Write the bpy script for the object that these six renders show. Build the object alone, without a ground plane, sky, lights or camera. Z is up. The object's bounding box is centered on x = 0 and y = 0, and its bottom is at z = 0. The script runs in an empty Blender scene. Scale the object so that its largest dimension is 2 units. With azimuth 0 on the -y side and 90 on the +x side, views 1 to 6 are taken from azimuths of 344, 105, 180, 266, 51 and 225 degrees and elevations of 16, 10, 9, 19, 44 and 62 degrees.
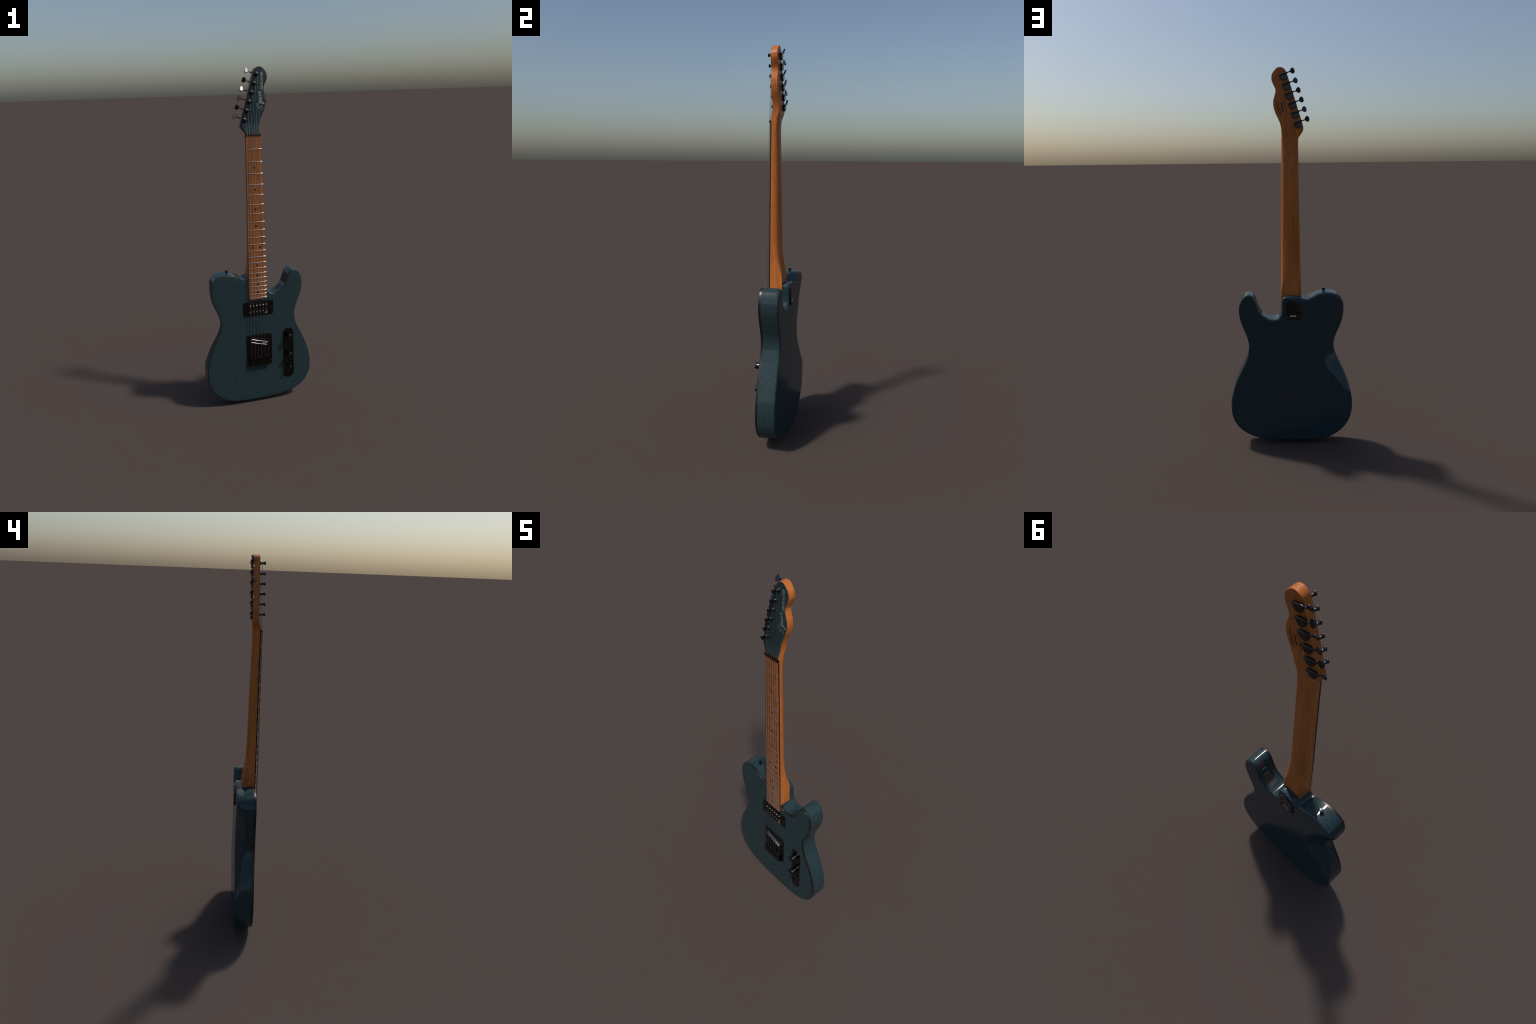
# Solid-body electric guitar standing upright on its lower strap button.
# Frame: metres, z up, x to the guitar's treble side, the front looks to -y.
import bpy, bmesh, math, random
from mathutils import Vector, Matrix
from mathutils.geometry import delaunay_2d_cdt

random.seed(7)
SC = bpy.context.scene.collection

# ------------------------------------------------------------------ materials
def new_mat(name):
    m = bpy.data.materials.new(name)
    m.use_nodes = True
    nt = m.node_tree
    bsdf = nt.nodes["Principled BSDF"]
    return m, nt, bsdf

def setv(bsdf, **kw):
    for k, v in kw.items():
        bsdf.inputs[k.replace("_", " ")].default_value = v

def coords(nt, scale=(1, 1, 1), rot=(0, 0, 0)):
    tc = nt.nodes.new("ShaderNodeTexCoord")
    mp = nt.nodes.new("ShaderNodeMapping")
    mp.inputs["Scale"].default_value = scale
    mp.inputs["Rotation"].default_value = rot
    nt.links.new(tc.outputs["Object"], mp.inputs["Vector"])
    return mp.outputs["Vector"]

def noise(nt, vec, scale, detail=3.0, rough=0.55):
    n = nt.nodes.new("ShaderNodeTexNoise")
    n.inputs["Scale"].default_value = scale
    n.inputs["Detail"].default_value = detail
    n.inputs["Roughness"].default_value = rough
    nt.links.new(vec, n.inputs["Vector"])
    return n.outputs["Fac"]

def ramp(nt, fac, stops):
    r = nt.nodes.new("ShaderNodeValToRGB")
    el = r.color_ramp.elements
    while len(el) < len(stops):
        el.new(0.5)
    for e, (p, c) in zip(el, stops):
        e.position = p
        e.color = (c[0], c[1], c[2], 1)
    nt.links.new(fac, r.inputs["Fac"])
    return r.outputs["Color"]

def mix(nt, a, b, fac, mode="MIX"):
    m = nt.nodes.new("ShaderNodeMix")
    m.data_type = 'RGBA'
    m.blend_type = mode
    for sock, val in ((m.inputs["Factor"], fac), (m.inputs["A"], a), (m.inputs["B"], b)):
        if hasattr(val, "links"):
            nt.links.new(val, sock)
        elif sock.type == 'RGBA':
            sock.default_value = (*val, 1)
        else:
            sock.default_value = val
    return m.outputs["Result"]

def bump(nt, bsdf, height, strength, dist, sock="Normal"):
    b = nt.nodes.new("ShaderNodeBump")
    b.inputs["Strength"].default_value = strength
    b.inputs["Distance"].default_value = dist
    nt.links.new(height, b.inputs["Height"])
    nt.links.new(b.outputs["Normal"], bsdf.inputs[sock])

def metallic_paint(name, base, flake, coat=0.65, coat_rough=0.03):
    m, nt, b = new_mat(name)
    v = coords(nt)
    vor = nt.nodes.new("ShaderNodeTexVoronoi")
    vor.inputs["Scale"].default_value = 420
    nt.links.new(v, vor.inputs["Vector"])
    sep = nt.nodes.new("ShaderNodeSeparateColor")
    nt.links.new(vor.outputs["Color"], sep.inputs["Color"])
    sparkle = ramp(nt, sep.outputs["Red"], [(0.0, (0.80, 0.80, 0.80)), (0.6, (0.95, 0.95, 0.95)),  # flake glints painted into the diffuse colour as brightened cells
                                            (0.86, (1.15, 1.15, 1.15)), (1.0, flake)])
    soft = ramp(nt, noise(nt, v, 150, 2.0), [(0.25, (0.88, 0.9, 0.9)), (0.75, (1.12, 1.10, 1.10))])
    c = mix(nt, mix(nt, base, sparkle, 1.0, "MULTIPLY"), soft, 1.0, "MULTIPLY")
    nt.links.new(c, b.inputs["Base Color"])
    setv(b, Metallic=PAINT["metallic"], Roughness=PAINT["rough"], Coat_Weight=coat, Coat_Roughness=coat_rough, Coat_IOR=1.5, Specular_IOR_Level=0.0)
    return m

def wood(name, light, mid, dark, rough=0.42, coat=0.25, stretch=14.0, streak=1.0):
    m, nt, b = new_mat(name)
    v = coords(nt, (1.0, 1.0, 1.0 / stretch))
    broad = noise(nt, v, 34, 3.0, 0.5)
    fine = noise(nt, v, 260, 4.0, 0.6)
    fleck = noise(nt, coords(nt, (1.0, 1.0, 0.16)), 420, 2.0, 0.5)
    c1 = ramp(nt, broad, [(0.28, dark), (0.5, mid), (0.74, light)])
    c2 = ramp(nt, fine, [(0.30, (0.60, 0.55, 0.50)), (0.47, (1, 1, 1)), (0.75, (1.10, 1.10, 1.10))])
    c3 = ramp(nt, fleck, [(0.28, (0.80, 0.76, 0.72)), (0.42, (1, 1, 1))])
    c = mix(nt, c1, c2, 0.75 * streak, "MULTIPLY")
    c = mix(nt, c, c3, 0.45 * streak, "MULTIPLY")
    nt.links.new(c, b.inputs["Base Color"])
    setv(b, Roughness=rough, Coat_Weight=coat, Coat_Roughness=0.22, Specular_IOR_Level=0.12)
    return m

def plain(name, col, rough, metallic=0.0, coat=0.0, vary=0.12, nscale=60, coat_rough=0.1):
    m, nt, b = new_mat(name)
    n = noise(nt, coords(nt), nscale, 4.0)
    c = ramp(nt, n, [(0.3, [x * (1 - vary) for x in col]), (0.7, [x * (1 + vary) for x in col])])
    nt.links.new(c, b.inputs["Base Color"])
    r = ramp(nt, n, [(0.3, [rough * 0.96] * 3), (0.7, [min(1, rough * 1.05)] * 3)])
    nt.links.new(r, b.inputs["Roughness"])
    setv(b, Metallic=metallic, Coat_Weight=coat, Coat_Roughness=coat_rough)
    return m

PAINT = dict(metallic=0.0, rough=0.5)
M_PAINT = metallic_paint("teal_metallic_paint", (0.0215, 0.0428, 0.0490), (1.95, 1.9, 1.85))
M_FACE = metallic_paint("headstock_satin_paint", (0.0208, 0.0415, 0.0475), (1.3, 1.3, 1.3), 0.5, 0.08)
M_BIND = plain("black_binding", (0.008, 0.0078, 0.0078), 0.35)
M_NECK = wood("roasted_maple", (0.545, 0.176, 0.043), (0.480, 0.147, 0.034), (0.390, 0.110, 0.024), 0.42, 0.14)
M_BOARD = wood("roasted_maple_fretboard", (0.375, 0.146, 0.053), (0.325, 0.121, 0.042), (0.250, 0.088, 0.029), 0.45, 0.10, 22.0, 1.35)
M_BOARD_SIDE = plain("black_fretboard_edge", (0.008, 0.007, 0.007), 0.4)
M_BLACKMETAL = plain("black_chrome", (0.058, 0.059, 0.063), 0.25, metallic=1.0, vary=0.04)
M_GLOSSMETAL = plain("polished_black_metal", (0.075, 0.076, 0.080), 0.22, metallic=1.0, vary=0.03)
M_PLATE = plain("black_hardware_plate", (0.050, 0.047, 0.046), 0.24, metallic=1.0, vary=0.06)
M_PLASTIC = plain("black_pickup_plastic", (0.048, 0.045, 0.044), 0.32, metallic=1.0, vary=0.06)
M_CHROME = plain("chrome", (0.62, 0.63, 0.66), 0.16, metallic=1.0, vary=0.05)
M_POLE = plain("dull_pole", (0.22, 0.21, 0.21), 0.35, metallic=0.8)
M_FRET = plain("nickel_silver_fretwire", (0.55, 0.55, 0.57), 0.22, metallic=1.0, vary=0.05)
M_STRING = plain("steel_string", (0.36, 0.36, 0.37), 0.3, metallic=1.0, vary=0.08, nscale=900)
M_INLAY = plain("black_inlay", (0.010, 0.009, 0.009), 0.5)
M_LETTER = plain("champagne_lettering", (0.40, 0.357, 0.31), 0.42, metallic=0.7)
M_INK = plain("black_ink", (0.012, 0.008, 0.006), 0.6)
M_WHITE = plain("white_print", (0.55, 0.55, 0.56), 0.5)
M_FERRULE = plain("dark_ferrule", (0.085, 0.072, 0.066), 0.30, metallic=1.0)  # glossy black, base colour lifted to warm brown for the ground reflected in it

# ------------------------------------------------------------------ mesh help
ROOT = bpy.data.objects.new("electric_guitar", None)
ROOT.empty_display_size = 0.1
SC.objects.link(ROOT)
ROOT["label"] = "dark teal electric guitar with roasted maple neck and black hardware"
ROOT["category"] = "electric guitar"

def add(name, mesh, mat=None, parent=None, angle=35):
    ob = bpy.data.objects.new(name, mesh)
    SC.objects.link(ob)
    ob.parent = parent or ROOT
    if mat is not None and not mesh.materials:
        mesh.materials.append(mat)
    if angle:
        smooth(mesh, angle)
    return ob

def smooth(mesh, angle=35):
    for p in mesh.polygons:
        p.use_smooth = True
    mesh.set_sharp_from_angle(angle=math.radians(angle))

def from_lists(name, verts, faces):
    me = bpy.data.meshes.new(name)
    me.from_pydata(verts, [], faces)
    me.validate()
    bm = bmesh.new()
    bm.from_mesh(me)
    bmesh.ops.recalc_face_normals(bm, faces=bm.faces)
    bm.to_mesh(me)
    bm.free()
    return me

def from_bm(name, bm):
    me = bpy.data.meshes.new(name)
    bmesh.ops.recalc_face_normals(bm, faces=bm.faces)
    bm.to_mesh(me)
    bm.free()
    return me

def copy_obj(src, name, loc=None, parent=None):
    ob = src.copy()
    ob.name = name
    SC.objects.link(ob)
    if loc is not None:
        ob.location = loc
    ob.parent = parent or ROOT
    return ob

def split_mesh(mesh, groups, angle=35):
    """Split one surface into parts that keep the whole surface's shading normals."""
    smooth(mesh, angle)
    cn = [Vector(c.vector) for c in mesh.corner_normals]
    out = []
    ngroup = max(groups) + 1
    for g in range(ngroup):
        vmap, verts, faces, normals = {}, [], [], []
        for p in mesh.polygons:
            if groups[p.index] != g:
                continue
            f = []
            for vi, li in zip(p.vertices, p.loop_indices):
                if vi not in vmap:
                    vmap[vi] = len(verts)
                    verts.append(mesh.vertices[vi].co.copy())
                f.append(vmap[vi])
                normals.append(cn[li])
            faces.append(f)
        me = bpy.data.meshes.new("part")
        me.from_pydata(verts, [], faces)
        for p in me.polygons:
            p.use_smooth = True
        me.normals_split_custom_set(normals)
        out.append(me)
    return out

def lerp_table(tab, t):
    """tab: list of (key, value) with ascending keys; smooth (Catmull-Rom) interpolation."""
    if t <= tab[0][0]:
        return tab[0][1]
    if t >= tab[-1][0]:
        return tab[-1][1]
    for i in range(len(tab) - 1):
        if tab[i][0] <= t <= tab[i + 1][0]:
            break
    x0, y0 = tab[i]
    x1, y1 = tab[i + 1]
    h = x1 - x0
    # finite-difference tangents, limited so that the curve does not overshoot
    def slope(j):
        if j <= 0 or j >= len(tab) - 1:
            return None
        a = (tab[j][1] - tab[j - 1][1]) / (tab[j][0] - tab[j - 1][0])
        b = (tab[j + 1][1] - tab[j][1]) / (tab[j + 1][0] - tab[j][0])
        if a * b <= 0:
            return 0.0
        return 2 * a * b / (a + b)
    d = (y1 - y0) / h
    m0 = slope(i)
    m1 = slope(i + 1)
    m0 = d if m0 is None else m0
    m1 = d if m1 is None else m1
    s = (t - x0) / h
    return ((2 * s**3 - 3 * s**2 + 1) * y0 + (s**3 - 2 * s**2 + s) * h * m0
            + (-2 * s**3 + 3 * s**2) * y1 + (s**3 - s**2) * h * m1)

def closed_spline(pts, n):
    """Centripetal-like closed Catmull-Rom through pts, resampled to n even points."""
    P = [Vector(p) for p in pts]
    N = len(P)
    dense = []
    for i in range(N):
        p0, p1, p2, p3 = P[i - 1], P[i], P[(i + 1) % N], P[(i + 2) % N]
        d1 = max((p1 - p0).length, 1e-6) ** 0.5
        d2 = max((p2 - p1).length, 1e-6) ** 0.5
        d3 = max((p3 - p2).length, 1e-6) ** 0.5
        m1 = (p2 - p1) + ((p1 - p0) / d1 - (p2 - p0) / (d1 + d2)) * d2
        m2 = (p2 - p1) + ((p3 - p2) / d3 - (p3 - p1) / (d2 + d3)) * d2
        for k in range(24):
            s = k / 24
            dense.append((2*s**3 - 3*s**2 + 1) * p1 + (s**3 - 2*s**2 + s) * m1
                         + (-2*s**3 + 3*s**2) * p2 + (s**3 - s**2) * m2)
    L = [0.0]
    for i in range(len(dense)):
        L.append(L[-1] + (dense[(i + 1) % len(dense)] - dense[i]).length)
    out, j = [], 0
    for k in range(n):
        t = L[-1] * k / n
        while L[j + 1] < t:
            j += 1
        a, b = dense[j], dense[(j + 1) % len(dense)]
        out.append(a + (b - a) * ((t - L[j]) / max(L[j + 1] - L[j], 1e-9)))
    return out

def smooth_loop(P, it):
    for _ in range(it):
        P = [(P[i - 1] + P[i] * 2 + P[(i + 1) % len(P)]) / 4 for i in range(len(P))]
    return P

def loop_normals(P):
    """outward normals of a counter-clockwise loop"""
    area = sum(P[i - 1].x * P[i].y - P[i].x * P[i - 1].y for i in range(len(P)))
    s = 1 if area > 0 else -1
    out = []
    for i in range(len(P)):
        t = (P[(i + 1) % len(P)] - P[i - 1]).normalized()
        out.append(Vector((t.y, -t.x)) * s)
    return out

def revolve(name, prof, seg=32, axis='Y'):
    """prof: list of (radius, height along axis). Closed with caps when radius is 0."""
    verts, faces = [], []
    rings = []
    for r, h in prof:
        ring = []
        if r < 1e-7:
            ring = [len(verts)]
            verts.append((0, h, 0))
        else:
            for k in range(seg):
                a = 2 * math.pi * k / seg
                ring.append(len(verts))
                verts.append((r * math.cos(a), h, r * math.sin(a)))
        rings.append(ring)
    for a, b in zip(rings, rings[1:]):
        for k in range(seg):
            k2 = (k + 1) % seg
            if len(a) == 1 and len(b) == 1:
                continue
            if len(a) == 1:
                faces.append((a[0], b[k], b[k2]))
            elif len(b) == 1:
                faces.append((a[k], a[k2], b[0]))
            else:
                faces.append((a[k], a[k2], b[k2], b[k]))
    if axis == 'Z':
        verts = [(x, -z, y) for x, y, z in verts]
    elif axis == 'X':
        verts = [(y, x, z) for x, y, z in verts]
    return from_lists(name, verts, faces)

def prism(name, loop, y0, y1, bev=0.0, seg=2):
    """Extrude a loop given in (x, z) from y0 (back) to y1 (front, smaller y), front edge rounded."""
    P = [Vector(p) for p in loop]
    Nn = loop_normals(P)
    n = len(P)
    layers = [(0.0, y0)]
    sgn = 1 if y0 > y1 else -1
    if bev > 0:
        for k in range(seg + 1):
            a = math.pi / 2 * k / seg
            layers.append((bev * (1 - math.cos(a)), y1 + sgn * bev * (1 - math.sin(a))))
        layers.append((bev * 1.35, y1))            # support ring keeps the flat cap flat in shading
    else:
        layers.append((0.0, y1))
    verts, faces = [], []
    for d, y in layers:
        for p, nn in zip(P, Nn):
            q = p - nn * d
            verts.append((q.x, y, q.y))
    for L in range(len(layers) - 1):
        for i in range(n):
            j = (i + 1) % n
            faces.append((L*n + i, L*n + j, (L+1)*n + j, (L+1)*n + i))
    faces.append(tuple(range(n)))
    faces.append(tuple(range((len(layers)-1)*n, len(layers)*n)))
    return from_lists(name, verts, faces)

def round_rect(cx, cz, w, h, r, seg=6, rot=0.0):
    out = []
    for sx, sz, a0 in ((1, 1, 0), (-1, 1, 90), (-1, -1, 180), (1, -1, 270)):
        for k in range(seg + 1):
            a = math.radians(a0 + 90 * k / seg)
            out.append(Vector((sx * (w/2 - r) + r * math.cos(a), sz * (h/2 - r) + r * math.sin(a))))
    c, s = math.cos(rot), math.sin(rot)
    return [Vector((cx + c*p.x - s*p.y, cz + s*p.x + c*p.y)) for p in out]

def box_bm(bm, x0, x1, y0, y1, z0, z1, bev=0.0):
    r = bmesh.ops.create_cube(bm, size=1.0)
    vs = r['verts']
    for v in vs:
        v.co = Vector(((x0+x1)/2 + v.co.x*(x1-x0), (y0+y1)/2 + v.co.y*(y1-y0), (z0+z1)/2 + v.co.z*(z1-z0)))
    if bev > 0:
        es = set(e for v in vs for e in v.link_edges)
        bmesh.ops.bevel(bm, geom=list(es), offset=bev, segments=2, affect='EDGES', profile=0.5)

def tube(name, pts, radius, seg=10, flat=None):
    """Round tube through pts; radius may be a list. flat=(axis index, factor) squashes it about the path."""
    P = [Vector(p) for p in pts]
    R = radius if isinstance(radius, list) else [radius] * len(P)
    verts, faces = [], []
    up = Vector((0.13, -0.97, 0.2)).normalized()
    for i, p in enumerate(P):
        t = (P[min(i + 1, len(P)-1)] - P[max(i - 1, 0)]).normalized()
        u = (up - t * up.dot(t)).normalized()
        w = t.cross(u)
        for k in range(seg):
            a = 2 * math.pi * k / seg
            off = (u * math.cos(a) + w * math.sin(a)) * R[i]
            if flat:
                off[flat[0]] *= flat[1]
            verts.append(p + off)
    for i in range(len(P) - 1):
        for k in range(seg):
            k2 = (k + 1) % seg
            faces.append((i*seg + k, i*seg + k2, (i+1)*seg + k2, (i+1)*seg + k))
    faces.append(tuple(range(seg)))
    faces.append(tuple(range((len(P)-1)*seg, len(P)*seg)))
    return from_lists(name, verts, faces)

def join_meshes(name, meshes):
    bm = bmesh.new()
    for me in meshes:
        bm.from_mesh(me)
    out = bpy.data.meshes.new(name)
    bm.to_mesh(out)
    bm.free()
    return out

# ------------------------------------------------------------------ body
Y_FRONT, Y_BACK = -0.0362, 0.0655
R_FRONT, R_BACK = 0.0035, 0.0100
Y_BIND = -0.0235

# outline control points (x, z), counter-clockwise seen from the front, starting at the heel
OUTLINE = [
    (0.0475, 0.765), (0.0478, 0.795), (0.0450, 0.8145), (0.0340, 0.8225), (0.0050, 0.8240),
    (-0.030, 0.8215), (-0.052, 0.8175), (-0.064, 0.8120), (-0.077, 0.8080), (-0.089, 0.8090), (-0.108, 0.8190),
    (-0.131, 0.8320), (-0.155, 0.8405), (-0.178, 0.8445), (-0.205, 0.8445), (-0.229, 0.8400), (-0.249, 0.8305),
    (-0.264, 0.8160), (-0.2745, 0.7950), (-0.2805, 0.7680), (-0.2820, 0.7400), (-0.2790, 0.7040),
    (-0.2720, 0.6740), (-0.2600, 0.6430), (-0.2480, 0.6150), (-0.2375, 0.5880), (-0.2315, 0.5640), (-0.2300, 0.5450),
    (-0.2325, 0.5230), (-0.2400, 0.4970), (-0.2530, 0.4650), (-0.2670, 0.4350), (-0.2830, 0.4020),
    (-0.2970, 0.3700), (-0.3085, 0.3360), (-0.3180, 0.3020), (-0.3240, 0.2720), (-0.3275, 0.2420), (-0.3280, 0.2150),
    (-0.3255, 0.1850), (-0.3185, 0.1560), (-0.3070, 0.1280), (-0.2890, 0.0990), (-0.2650, 0.0740), (-0.2400, 0.0550),
    (-0.2120, 0.0400), (-0.1780, 0.0295), (-0.1330, 0.0225), (-0.0850, 0.0198), (-0.0250, 0.0190), (0.0250, 0.0195),
    (0.0700, 0.0210), (0.1150, 0.0248), (0.1600, 0.0310), (0.1990, 0.0405), (0.2300, 0.0530), (0.2600, 0.0710),
    (0.2860, 0.0930), (0.3070, 0.1220), (0.3200, 0.1520), (0.3265, 0.1830), (0.3282, 0.2160), (0.3262, 0.2510),
    (0.3190, 0.2890), (0.3075, 0.3300), (0.2940, 0.3670), (0.2800, 0.4000), (0.2640, 0.4340), (0.2460, 0.4720),
    (0.2340, 0.5050), (0.2275, 0.5380), (0.2265, 0.5600), (0.2305, 0.5870), (0.2390, 0.6140), (0.2510, 0.6460),
    (0.2640, 0.6800), (0.2735, 0.7120), (0.2775, 0.7420), (0.2770, 0.7650), (0.2710, 0.7920), (0.2605, 0.8140),
    (0.2470, 0.8285), (0.2330, 0.8355), (0.2200, 0.8365), (0.2085, 0.8325), (0.1995, 0.8235), (0.1930, 0.8100),
    (0.1870, 0.7930), (0.1810, 0.7750), (0.1750, 0.7570), (0.1670, 0.7410), (0.1555, 0.7265), (0.1400, 0.7145),
    (0.1220, 0.7055), (0.1040, 0.7000), (0.0870, 0.6995), (0.0720, 0.7050), (0.0590, 0.7160), (0.0510, 0.7330),
]
NB = 560
LOOP = smooth_loop(closed_spline(OUTLINE, NB), 6)
LNOR = loop_normals(LOOP)
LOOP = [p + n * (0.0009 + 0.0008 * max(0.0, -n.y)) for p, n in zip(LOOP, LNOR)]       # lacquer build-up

# belly contour cut into the back's bass side: inner border x(z), remaining depth y(z) at the rim
CUT_INNER = [(0.280, -0.330), (0.292, -0.320), (0.312, -0.294), (0.343, -0.265), (0.372, -0.240), (0.412, -0.210),
             (0.450, -0.182), (0.475, -0.170), (0.505, -0.160), (0.535, -0.155), (0.575, -0.159), (0.627, -0.176),
             (0.662, -0.189), (0.697, -0.205), (0.740, -0.232), (0.780, -0.258), (0.812, -0.284)]
CUT_RIM = [(0.282, 0.0655), (0.297, 0.0570), (0.325, 0.0475), (0.350, 0.0400), (0.392, 0.0310), (0.434, 0.0230), (0.464, 0.0165), (0.488, 0.0125),
           (0.510, 0.0110), (0.540, 0.0105), (0.575, 0.0110), (0.634, 0.0128), (0.695, 0.0170), (0.734, 0.0230),
           (0.756, 0.0305), (0.780, 0.0440), (0.795, 0.0565), (0.810, 0.0655)]
BASS = sorted([(p.y, p.x) for p in LOOP if p.x < -0.2 and 0.26 < p.y < 0.815])

def y_back(x, z):
    if not (0.281 < z < 0.812) or x > -0.14:
        return Y_BACK
    xi = lerp_table(CUT_INNER, z)
    if x >= xi + 0.02:
        return Y_BACK
    lo = min(range(len(BASS)), key=lambda i: abs(BASS[i][0] - z))
    xo = BASS[lo][1]
    s = (xi - x) / max(xi - xo, 0.004)
    depth = Y_BACK - lerp_table(CUT_RIM, z)
    w = 0.16                                     # softened crease
    f = 0.0 if s < -w else (s if s > w else (s + w) ** 2 / (4 * w))
    return Y_BACK - depth * max(0.0, min(1.08, f))

def inside(p, poly):
    c = False
    j = len(poly) - 1
    for i in range(len(poly)):
        a, b = poly[i], poly[j]
        if (a.y > p.y) != (b.y > p.y) and p.x < (b.x - a.x) * (p.y - a.y) / (b.y - a.y) + a.x:
            c = not c
        j = i
    return c

def fill(ring, step, crease=None, clear=0.6):
    """Triangulate the inside of ring with a regular scatter of points; returns new points and triangles."""
    extra = []
    pts = list(ring)
    edges = [(i, (i + 1) % len(ring)) for i in range(len(ring))]
    keep = []
    if crease:
        for c in crease:
            if inside(c, ring) and min((c - r).length for r in ring) > step * 0.45:
                keep.append(c)
    xs = [p.x for p in ring]
    zs = [p.y for p in ring]
    z = min(zs)
    row = 0
    coarse = ring[::3]
    while z < max(zs):
        x = min(xs) + (step / 2 if row % 2 else 0)
        while x < max(xs):
            p = Vector((x, z))
            if inside(p, ring) and min((p - r).length_squared for r in coarse) > (step * clear) ** 2:
                if not keep or min((p - c).length_squared for c in keep) > (step * 0.55) ** 2:
                    extra.append(p)
            x += step
        z += step * 0.866
        row += 1
    n0 = len(pts)
    pts += keep
    edges += [(n0 + i, n0 + i + 1) for i in range(len(keep) - 1) if (keep[i] - keep[i+1]).length < 0.03]
    pts += extra
    co, _, fc, orig, _, _ = delaunay_2d_cdt([Vector((p.x, p.y)) for p in pts], edges, [list(range(len(ring)))], 1, 1e-7)
    return co, fc, orig

def build_body():
    verts, faces, group = [], [], []
    def add_ring(d, yfun):
        base = len(verts)
        for p, n in zip(LOOP, LNOR):
            q = p - n * d
            verts.append((q.x, yfun(q.x, q.y), q.y))
        return base
    layers = []
    seg = 4
    for k in range(seg + 1):                       # rounded front rim
        a = math.pi / 2 * k / seg
        d = R_FRONT * (1 - math.sin(a))
        y = Y_FRONT + R_FRONT * (1 - math.cos(a))
        layers.append((add_ring(d, lambda x, z, y=y: y), 1))
    layers.append((add_ring(0, lambda x, z: Y_BIND), 0))
    for k in range(1, 5):                          # side wall
        t = k / 5
        layers.append((add_ring(0, lambda x, z, t=t: Y_BIND + (y_back(x, z) - R_BACK - Y_BIND) * t), 0))
    segb = 6
    for k in range(segb + 1):                      # rounded back rim
        a = math.pi / 2 * k / segb
        d = R_BACK * (1 - math.cos(a))
        h = R_BACK * (1 - math.sin(a))
        layers.append((add_ring(d, lambda x, z, h=h: y_back(x, z) - h), 0))
    for (b0, g), (b1, _) in zip(layers, layers[1:]):
        for i in range(NB):
            j = (i + 1) % NB
            faces.append((b0 + i, b0 + j, b1 + j, b1 + i))
            group.append(g)
    # faces
    for base, d, yfun, step, crease, flip in (
            (layers[0][0], R_FRONT, lambda x, z: Y_FRONT, 0.03, None, False),
            (layers[-1][0], R_BACK, y_back, 0.0095,
             [Vector((lerp_table(CUT_INNER, 0.285 + 0.518 * k / 90), 0.285 + 0.518 * k / 90)) for k in range(91)], True)):
        ring = [p - n * d for p, n in zip(LOOP, LNOR)]
        co, fc, orig = fill(ring, step, crease)
        idx = []
        for c, o in zip(co, orig):
            first = o[0] if o else 10**9
            if first < NB:
                idx.append(base + first)
            else:
                idx.append(len(verts))
                verts.append((c.x, yfun(c.x, c.y), c.y))
        for f in fc:
            faces.append(tuple(idx[i] for i in f))
            group.append(0)
    me = bpy.data.meshes.new("body_whole")
    me.from_pydata(verts, [], faces)
    bm = bmesh.new()
    bm.from_mesh(me)
    bmesh.ops.recalc_face_normals(bm, faces=bm.faces)
    bm.to_mesh(me)
    bm.free()
    parts = split_mesh(me, group, 40)
    bpy.data.meshes.remove(me)
    return parts

paint_me, bind_me = build_body()
paint_me.name, bind_me.name = "body", "body_binding"
BODY = add("body", paint_me, M_PAINT, angle=None)
add("body_binding", bind_me, M_BIND, parent=BODY, angle=None)

# ------------------------------------------------------------------ neck and headstock (one loft along z)
XC = -0.0012
NUT_Z, SCALE_LEN = 1.6380, 1.3148
BOARD_END = 0.6810
BOARD_HALF = [(0.681, 0.0532), (0.770, 0.0526), (1.020, 0.0508), (1.309, 0.0474), (1.565, 0.0441), (1.650, 0.0429)]
def board_half(z):
    return lerp_table(BOARD_HALF, z)
Y_SEAM = -0.0367

HEAD_L = [(1.648, -0.0460), (1.655, -0.0490), (1.664, -0.0558), (1.675, -0.0640), (1.684, -0.0685), (1.693, -0.0707), (1.703, -0.0702),
          (1.713, -0.0680), (1.745, -0.0588), (1.775, -0.0493), (1.823, -0.0345), (1.870, -0.0198), (1.916, -0.0050), (1.948, 0.0050),
          (1.962, 0.0098), (1.975, 0.0148), (1.9851, 0.0197)]
HEAD_R = [(1.640, 0.0420), (1.667, 0.0415), (1.690, 0.0425), (1.708, 0.0450), (1.726, 0.0496), (1.746, 0.0578), (1.765, 0.0670),
          (1.782, 0.0745), (1.801, 0.0800), (1.820, 0.0828), (1.836, 0.0822), (1.851, 0.0788), (1.866, 0.0742), (1.880, 0.0707), (1.890, 0.0702),
          (1.902, 0.0738), (1.918, 0.0815), (1.932, 0.0875), (1.945, 0.0905), (1.957, 0.0900), (1.969, 0.0862), (1.979, 0.0800), (1.9851, 0.0743)]
NECK_BACK = [(0.684, 0.0285), (0.840, 0.0282), (0.862, 0.0258), (0.885, 0.0225), (0.917, 0.0182), (0.950, 0.0146), (0.985, 0.0120), (1.020, 0.0102),
             (1.090, 0.0082), (1.270, 0.0055), (1.450, 0.0020), (1.560, -0.0008), (1.620, -0.0018), (1.650, -0.0006), (1.680, 0.0020), (1.700, 0.0031), (2.0, 0.0033)]
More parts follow.
